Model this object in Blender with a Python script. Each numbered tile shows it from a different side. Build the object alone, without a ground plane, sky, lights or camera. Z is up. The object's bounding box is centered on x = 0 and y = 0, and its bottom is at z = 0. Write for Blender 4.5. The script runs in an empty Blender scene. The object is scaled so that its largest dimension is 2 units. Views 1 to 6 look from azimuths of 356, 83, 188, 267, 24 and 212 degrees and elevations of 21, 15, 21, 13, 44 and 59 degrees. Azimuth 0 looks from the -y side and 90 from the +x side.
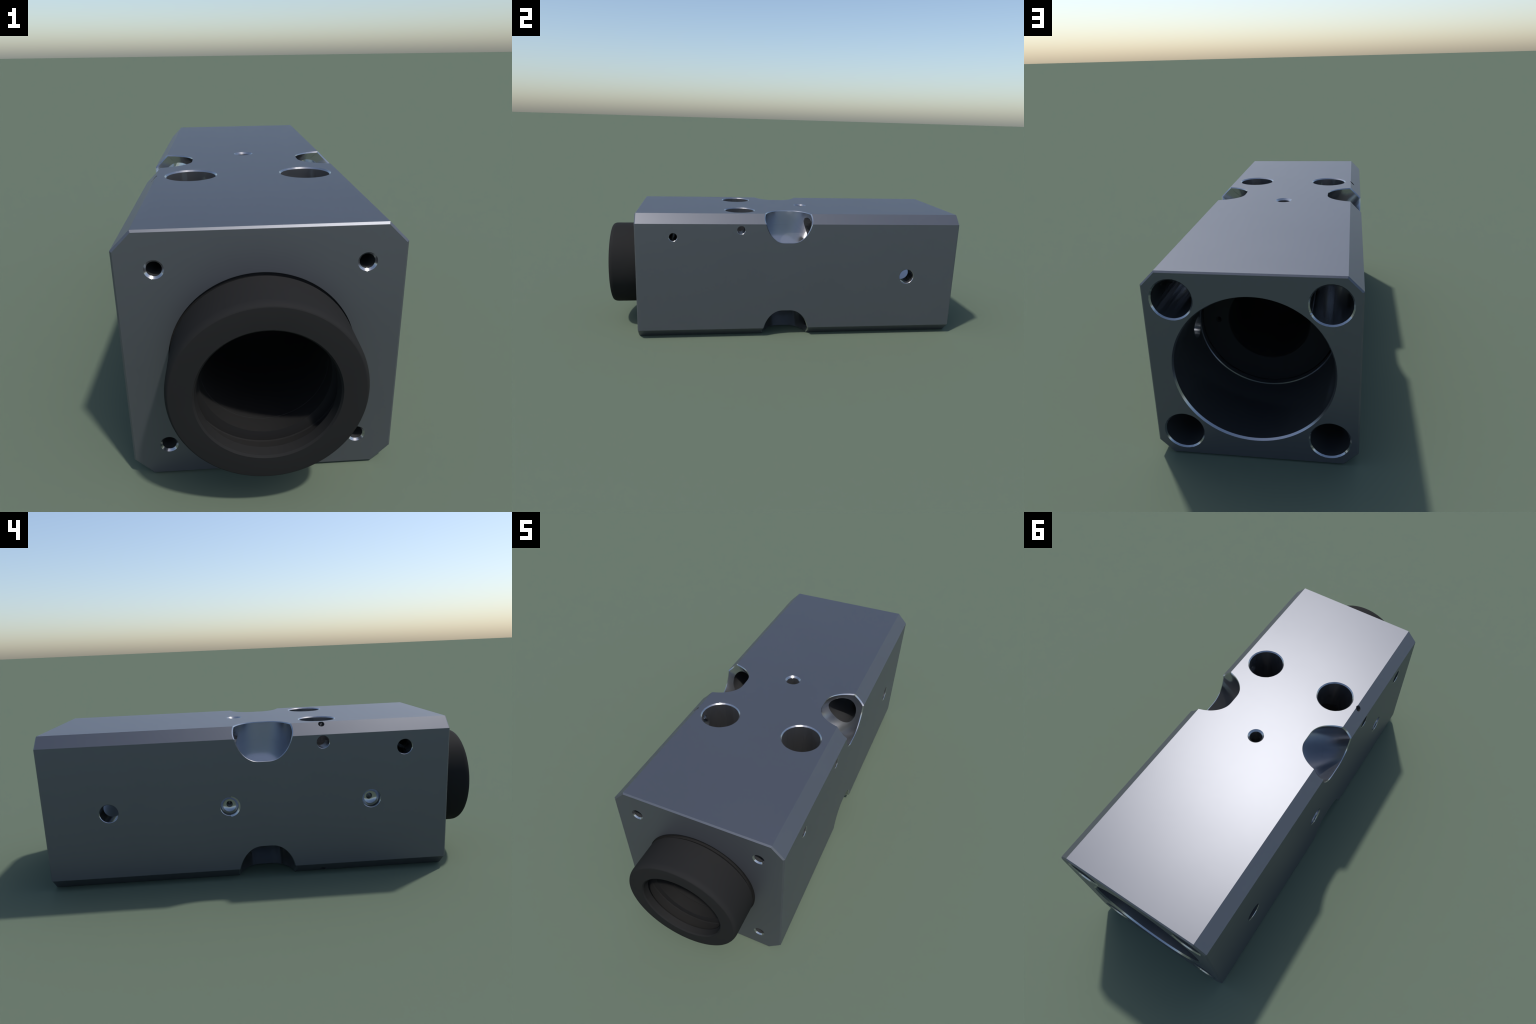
"""Machined aluminium block (rod-guide housing) with a black plastic sleeve.

The housing is a square bar with chamfered long edges.  Every bore, port,
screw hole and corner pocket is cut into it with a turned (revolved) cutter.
The sleeve is a turned part of its own, seated in the through bore."""
import bpy, bmesh, math, random
from mathutils import Vector, Matrix

# ------------------------------------------------------------------ sizes
HALF = 0.3565            # half width of the square bar
TOP = 2 * HALF           # bar stands on z = 0
MID = HALF               # height of the bore axis
EDGE = 0.050             # chamfer on the four long edges
FRONT, BACK = -0.8355, 1.0
BREAK = 0.0055           # small broken edge round both end faces
SCREW = 0.2575           # corner screw pattern, +- from the axis
POCKET_Y = 0.0065        # corner pockets
BOLT_Y = -0.260          # big vertical bolt holes


def mesh_object(name, verts, faces):
    me = bpy.data.meshes.new(name)
    me.from_pydata([tuple(v) for v in verts], [], faces)
    me.update()
    ob = bpy.data.objects.new(name, me)
    bpy.context.scene.collection.objects.link(ob)
    return ob


def glint_offsets(count, seed, share=0.16, depth=0.0007):
    """Per-segment radial offsets: wall facets tilted to draw thin bright shading streaks."""
    rng = random.Random(seed)
    return [depth * rng.choice((-1, 1)) * rng.uniform(0.4, 1) if rng.random() < share else 0.0
            for _ in range(count)]


def turned(name, origin, axis, profile, segments=96, closed=False, phase=0.5, marks=None):
    """Revolve (t, r) points round `axis` from `origin`.  An open profile is
    capped at both ends; a closed one makes a ring (tube)."""
    glint_jitter = glint_offsets(segments, marks) if marks is not None else [0.0] * segments
    axis = Vector(axis).normalized()
    side = axis.orthogonal().normalized()
    other = axis.cross(side)
    origin = Vector(origin)
    verts, faces = [], []
    for t, r in profile:
        for i in range(segments):
            a = 2 * math.pi * (i + phase) / segments
            verts.append(origin + axis * t + (side * math.cos(a) + other * math.sin(a)) * (r + glint_jitter[i]))
    n = len(profile)
    for k in range(n if closed else n - 1):
        a0, b0 = k * segments, ((k + 1) % n) * segments
        for i in range(segments):
            j = (i + 1) % segments
            faces.append((a0 + i, a0 + j, b0 + j, b0 + i))
    if not closed:
        faces.append(tuple(reversed(range(segments))))
        faces.append(tuple(range((n - 1) * segments, n * segments)))
    ob = mesh_object(name, verts, faces)
    bm = bmesh.new()
    bm.from_mesh(ob.data)
    bmesh.ops.recalc_face_normals(bm, faces=bm.faces)
    bm.to_mesh(ob.data)
    bm.free()
    return ob


def cut(target, cutter):
    mod = target.modifiers.new("cut", 'BOOLEAN')
    mod.operation = 'DIFFERENCE'
    mod.solver = 'EXACT'
    mod.object = cutter
    deps = bpy.context.evaluated_depsgraph_get()
    new = bpy.data.meshes.new_from_object(target.evaluated_get(deps))
    target.modifiers.clear()
    old = target.data
    target.data = new
    bpy.data.meshes.remove(old)
    me = cutter.data
    bpy.data.objects.remove(cutter)
    bpy.data.meshes.remove(me)


def hole(mouth, inward, radius, depth, rim=None, rim_depth=None, cone=0.0, **kw):
    """Drilled hole with a countersunk rim; `cone` adds a drill point."""
    rim = rim or radius
    rim_depth = rim_depth if rim_depth is not None else rim - radius
    out = 0.03
    prof = [(-out, rim + (out if rim > radius else 0) * (rim - radius) / max(rim_depth, 1e-6))]
    if rim > radius:
        prof += [(rim_depth, radius)]
    prof += [(depth, radius)]
    if cone:
        prof += [(depth + cone * radius, 0.002)]
    return turned("cutter", mouth, inward, prof, **kw)


# ------------------------------------------------------------------ housing
def octagon(inset):
    h, e = HALF - inset, EDGE
    # chamfer faces move in by the same distance as the flat faces
    e = EDGE - inset * (2 - math.sqrt(2))
    pts = [(h - e, h), (h, h - e), (h, -(h - e)), (h - e, -h),
           (-(h - e), -h), (-h, -(h - e)), (-h, h - e), (-(h - e), h)]
    return [(x, z + MID) for x, z in pts]


rings = [(FRONT, BREAK), (FRONT + BREAK, 0), (BACK - BREAK, 0), (BACK, BREAK)]
verts = [(x, y, z) for y, ins in rings for x, z in octagon(ins)]
faces = [tuple(range(8)), tuple(reversed(range(24, 32)))]
for k in range(3):
    for i in range(8):
        j = (i + 1) % 8
        faces.append((k * 8 + i, (k + 1) * 8 + i, (k + 1) * 8 + j, k * 8 + j))
housing = mesh_object("housing", verts, faces)
bm = bmesh.new()
bm.from_mesh(housing.data)
bmesh.ops.recalc_face_normals(bm, faces=bm.faces)
bm.to_mesh(housing.data)
bm.free()

# corner pockets: deep slots milled square to the long chamfers
SLOT_R, SLOT_STRAIGHT, SLOT_DEPTH = 0.1080, 0.0235, 0.207


def slot_cutter(mouth, inward, along, length_half, radius, depth, arc=48):
    """Obround (stadium) prism: two half rounds joined along `along`."""
    inward, along = Vector(inward).normalized(), Vector(along).normalized()
    across = inward.cross(along)
    ring = []
    glint_jitter = glint_offsets(arc + 1, int(1000 * abs(mouth[0] + 2 * mouth[2])), share=0.12, depth=0.0003)
    for side in (1, -1):
        for i in range(arc + 1):
            a = -math.pi / 2 + math.pi * i / arc
            r = radius + (glint_jitter[i] if 0 < i < arc else 0)
            ring.append((side * (length_half + r * math.cos(a)), side * r * math.sin(a)))
    n = len(ring)
    verts = [Vector(mouth) + inward * t + along * u + across * w
             for t in (-0.12, depth) for u, w in ring]
    faces = [tuple(range(n)), tuple(reversed(range(n, 2 * n)))]
    faces += [(i, i + n, (i + 1) % n + n, (i + 1) % n) for i in range(n)]
    ob = mesh_object("cutter", verts, faces)
    bm = bmesh.new()
    bm.from_mesh(ob.data)
    bmesh.ops.recalc_face_normals(bm, faces=bm.faces)
    bm.to_mesh(ob.data)
    bm.free()
    return ob


for sx in (-1, 1):
    for sz in (-1, 1):
        mouth = (sx * (HALF - EDGE / 2), POCKET_Y, MID + sz * (HALF - EDGE / 2))
        cut(housing, slot_cutter(mouth, (-sx, 0, -sz), (0, 1, 0), SLOT_STRAIGHT, SLOT_R, SLOT_DEPTH))

# which faces lie on the outside of the bar
C45 = math.sqrt(0.5)
outer = [Vector((sx, 0, 0)) for sx in (-1, 1)] + [Vector((0, 0, s)) for s in (-1, 1)] + \
        [Vector((sx * C45, 0, sz * C45)) for sx in (-1, 1) for sz in (-1, 1)]


def is_skin(f):
    c = f.calc_center_median() - Vector((0, 0, MID))
    n = f.normal
    for o in outer:
        if n.dot(o) > 0.9999:
            d = HALF if abs(abs(o.x) - C45) > 0.1 else (2 * HALF - EDGE) * C45
            return abs(c.dot(o) - d) < 1e-4
    return False


# main bore from the back, stepped; through bore for the sleeve
MAIN_R, SEAT_R, THROUGH_R = 0.2734, 0.2705, 0.2405
cut(housing, turned("cutter", (0, 0, MID), (0, 1, 0), [
    (FRONT - 0.05, THROUGH_R), (0.56, THROUGH_R), (0.56, SEAT_R), (0.6655, SEAT_R),
    (0.6690, MAIN_R), (BACK - 0.0080, MAIN_R), (BACK + 0.02, MAIN_R + 0.0172)], segments=160))

# corner bolt bores from the back face into the pockets, screw holes in front
for sx in (-1, 1):
    for sz in (-1, 1):
        x, z = sx * SCREW, MID + sz * SCREW
        cut(housing, hole((x, BACK, z), (0, -1, 0), 0.0682, BACK - 0.030, rim=0.0733, marks=7 + sx + 3 * sz))
        cut(housing, hole((x, FRONT, z), (0, 1, 0), 0.0192, 0.30, rim=0.0245, segments=64))

# vertical bolt holes, right through
for sx in (-1, 1):
    cut(housing, turned("cutter", (sx * 0.1916, BOLT_Y, 0), (0, 0, 1), [
        (-0.02, 0.0872 + 0.02), (0.0052, 0.0820), (TOP - 0.0052, 0.0820), (TOP + 0.02, 0.0872 + 0.02)], marks=40 + sx))
# threaded hole in the middle of the top and of the bottom
cut(housing, hole((0, 0.124, TOP), (0, 0, -1), 0.0286, 0.16, rim=0.0368, segments=64))
cut(housing, hole((0, 0.124, 0), (0, 0, 1), 0.0286, 0.16, rim=0.0368, segments=64))
# ports in both cheeks, opening into the main bore
for sx in (-1, 1):
    cut(housing, hole((sx * HALF, 0.7095, MID - 0.0005), (-sx, 0, 0), 0.0412, 0.12, rim=0.0434, segments=64))
# blind ports on one cheek: a flat-bottomed bore with a fine drilling in its floor
PORT_FLOOR, PORT_YS = 0.0410, (0.1698, -0.4802)
for y, tip in ((PORT_YS[0], [(0.050, 0.0145), (0.066, 0.0060), (0.112, 0.0060)]), (PORT_YS[1], [(0.116, 0.0145)])):
    cut(housing, turned("cutter", (-HALF, y, MID), (1, 0, 0), [
        (-0.02, 0.0634), (0.0020, 0.0413), (PORT_FLOOR, 0.0413), (PORT_FLOOR + 0.003, 0.0145)] + tip, segments=64))
# cross drilling that links the bolt holes, with wider mouths
cut(housing, hole((HALF, -0.260, 0.6294), (-1, 0, 0), 0.0222, 0.64, rim=0.0238, segments=48))
cut(housing, hole((-HALF, -0.260, 0.6294), (1, 0, 0), 0.0280, 0.12, rim=0.0296, segments=48))
# pin holes near the front, running in to the sleeve
cut(housing, hole((HALF, -0.6303, 0.5895), (-1, 0, 0), 0.0218, 0.335, rim=0.0238, segments=48))
cut(housing, hole((-HALF, -0.6303, 0.5895), (1, 0, 0), 0.0335, 0.335, rim=0.0356, segments=48))
# slanted vent drillings through the chamfers on one side
for sz in (-1, 1):
    cut(housing, hole((-0.3150, BOLT_Y, MID + sz * (HALF - 0.0085)), (1, 0, -sz), 0.0142, 0.09, segments=32))

# break the rims of the pockets, once everything is cut
bm = bmesh.new()
bm.from_mesh(housing.data)
bmesh.ops.remove_doubles(bm, verts=bm.verts, dist=1e-5)
bmesh.ops.dissolve_degenerate(bm, dist=1e-5, edges=bm.edges)
bm.normal_update()
skin = {f: is_skin(f) for f in bm.faces}
rim = [e for e in bm.edges if len(e.link_faces) == 2
       and skin[e.link_faces[0]] != skin[e.link_faces[1]]
       and abs((e.verts[0].co.y + e.verts[1].co.y) / 2 - POCKET_Y) < 0.16
       and max(abs(e.verts[0].co.x), abs(e.verts[1].co.x)) > 0.1]
bmesh.ops.bevel(bm, geom=rim, offset=0.0052, offset_type='OFFSET', segments=1,
                profile=0.5, affect='EDGES', clamp_overlap=False, miter_outer='SHARP')
for v in bm.verts:                                     # keep the flats truly flat
    for o in outer:
        d = HALF if abs(abs(o.x) - C45) > 0.1 else (2 * HALF - EDGE) * C45
        off = (v.co - Vector((0, 0, MID))).dot(o) - d
        if off > 0 or off > -0.0012:
            v.co -= o * off
bm.to_mesh(housing.data)
bm.free()

# ------------------------------------------------------------------ sleeve
OUT_R, NECK_R, ROUND_LONG, ROUND_HIGH = 0.2383, 0.2265, 0.025, 0.0115
profile = []
for i in range(9):                                    # rounded front corner
    a = math.pi / 2 * i / 8
    profile.append((-1.0 + ROUND_LONG * (1 - math.cos(a)), OUT_R - ROUND_HIGH * (1 - math.sin(a))))
profile += [(-0.8520, OUT_R), (-0.8495, OUT_R - 0.002), (-0.8400, OUT_R - 0.012), (-0.8400, NECK_R),
            (-0.8310, NECK_R), (-0.8310, 0.2398), (0.562, 0.2398), (0.562, 0.2685), (0.6395, 0.2685),
            (0.6425, 0.2655), (0.6425, 0.1660), (0.6395, 0.1630)]
bore = 0.1630
for y in (-0.868,):                                    # one fine ring groove
    profile += [(y + 0.002, bore), (y + 0.001, bore + 0.0012), (y - 0.001, bore + 0.0012), (y - 0.002, bore)]
profile += [(-0.9180, bore), (-0.9215, 0.1880), (-0.9240, 0.1900), (-0.9650, 0.1900),  # wiper groove
            (-0.9690, 0.1655), (-0.9720, 0.1650), (-0.9900, 0.1685), (-0.9950, 0.1695), (-1.0, 0.1740)]
sleeve = turned("sleeve", (0, 0, MID), (0, 1, 0), profile, segments=160, closed=True)
for sx in (-1, 1):                                     # tiny holes in the rear face
    cut(sleeve, turned("cutter", (sx * 0.2043, 0.70, MID + 0.001), (0, -1, 0),
                       [(0, 0.0125), (0.06, 0.0125), (0.066, 0.0085), (0.12, 0.0085)], segments=32))
for s in (-1, 1):                                      # cross drilling under the threaded holes
    cut(sleeve, turned("cutter", (0, 0.124, MID), (0, 0, s), [(0.10, 0.0286), (0.26, 0.0286)], segments=48))
for sx in (-1, 1):
    cut(sleeve, turned("cutter", (sx * 0.1916, BOLT_Y, -0.02), (0, 0, 1), [(0, 0.0825), (0.80, 0.0825)], segments=96))

# ------------------------------------------------------------------ materials
def material(name, build):
    m = bpy.data.materials.new(name)
    m.use_nodes = True
    nt = m.node_tree
    build(nt, nt.nodes["Principled BSDF"])
    return m


def grain(nt, bsdf, scale, low, high):
    """Base colour wandering faintly between two tones."""
    N, L = nt.nodes, nt.links
    tc = N.new("ShaderNodeTexCoord")
    noise = N.new("ShaderNodeTexNoise")
    noise.inputs["Scale"].default_value = scale
    noise.inputs["Detail"].default_value = 3.0
    ramp = N.new("ShaderNodeValToRGB")
    ramp.color_ramp.elements[0].position = 0.3
    ramp.color_ramp.elements[1].position = 0.7
    ramp.color_ramp.elements[0].color = (*low, 1)
    ramp.color_ramp.elements[1].color = (*high, 1)
    L.new(tc.outputs["Object"], noise.inputs["Vector"])
    L.new(noise.outputs["Fac"], ramp.inputs["Fac"])
    L.new(ramp.outputs["Color"], bsdf.inputs["Base Color"])


def anodised(nt, bsdf):
    grain(nt, bsdf, 3.0, (0.146, 0.154, 0.175), (0.150, 0.158, 0.179))
    bsdf.inputs["Metallic"].default_value = 0.75
    bsdf.inputs["Roughness"].default_value = 0.455


def bare_metal(nt, bsdf):
    grain(nt, bsdf, 8.0, (0.415, 0.425, 0.445), (0.425, 0.435, 0.455))
    bsdf.inputs["Metallic"].default_value = 0.915
    bsdf.inputs["Roughness"].default_value = 0.175


def black_plastic(nt, bsdf):
    grain(nt, bsdf, 6.0, (0.0188, 0.0188, 0.0190), (0.0200, 0.0199, 0.0199))
    bsdf.inputs["Roughness"].default_value = 0.70
    bsdf.inputs["Specular IOR Level"].default_value = 0.05


skin_metal = material("anodised_aluminium", anodised)
cut_metal = material("bare_machined_aluminium", bare_metal)
plastic = material("black_plastic", black_plastic)


# ------------------------------------------------------------------ finish
def is_outside(f):
    """Anodised skin: long faces, end faces and their broken edges."""
    if is_skin(f):
        return True
    c = f.calc_center_median()
    if abs(f.normal.y) > 0.999 and min(abs(c.y - FRONT), abs(c.y - BACK)) < 1e-4:
        return True
    reach = max(abs(c.x), abs(c.z - MID), (abs(c.x) + abs(c.z - MID)) * C45)
    at_end = c.y < FRONT + BREAK + 1e-4 or c.y > BACK - BREAK - 1e-4
    return at_end and 0.5 < abs(f.normal.y) < 0.9 and reach > HALF - 1.5 * BREAK and len(f.verts) <= 6 \
        and f.calc_area() > 2e-4


for ob, slots in ((housing, (skin_metal, cut_metal)), (sleeve, (plastic,))):
    ob.data.materials.clear()
    for m in slots:
        ob.data.materials.append(m)
    bm = bmesh.new()
    bm.from_mesh(ob.data)
    bmesh.ops.remove_doubles(bm, verts=bm.verts, dist=2e-5)
    bmesh.ops.dissolve_degenerate(bm, dist=2e-5, edges=bm.edges)
    bm.normal_update()
    limit = math.radians(14)
    for f in bm.faces:
        f.smooth = True
        f.material_index = 0 if ob is sleeve or is_outside(f) else 1
    for e in bm.edges:
        e.smooth = len(e.link_faces) == 2 and e.calc_face_angle(0) < limit
        # floor and wall of the blind ports run into each other without a crease
        if ob is housing and all(abs(v.co.x + HALF - PORT_FLOOR) < 1e-3 and
                                 any(abs(math.hypot(v.co.y - y, v.co.z - MID) - 0.0413) < 2e-3 for y in PORT_YS)
                                 for v in e.verts):
            e.smooth = True
    bm.to_mesh(ob.data)
    bm.free()

root = bpy.data.objects.new("guide_block", None)
bpy.context.scene.collection.objects.link(root)
for ob in (housing, sleeve):
    ob.parent = root
root["label"] = "satin aluminium square block with bores and black sleeve"
root["category"] = "machine part"
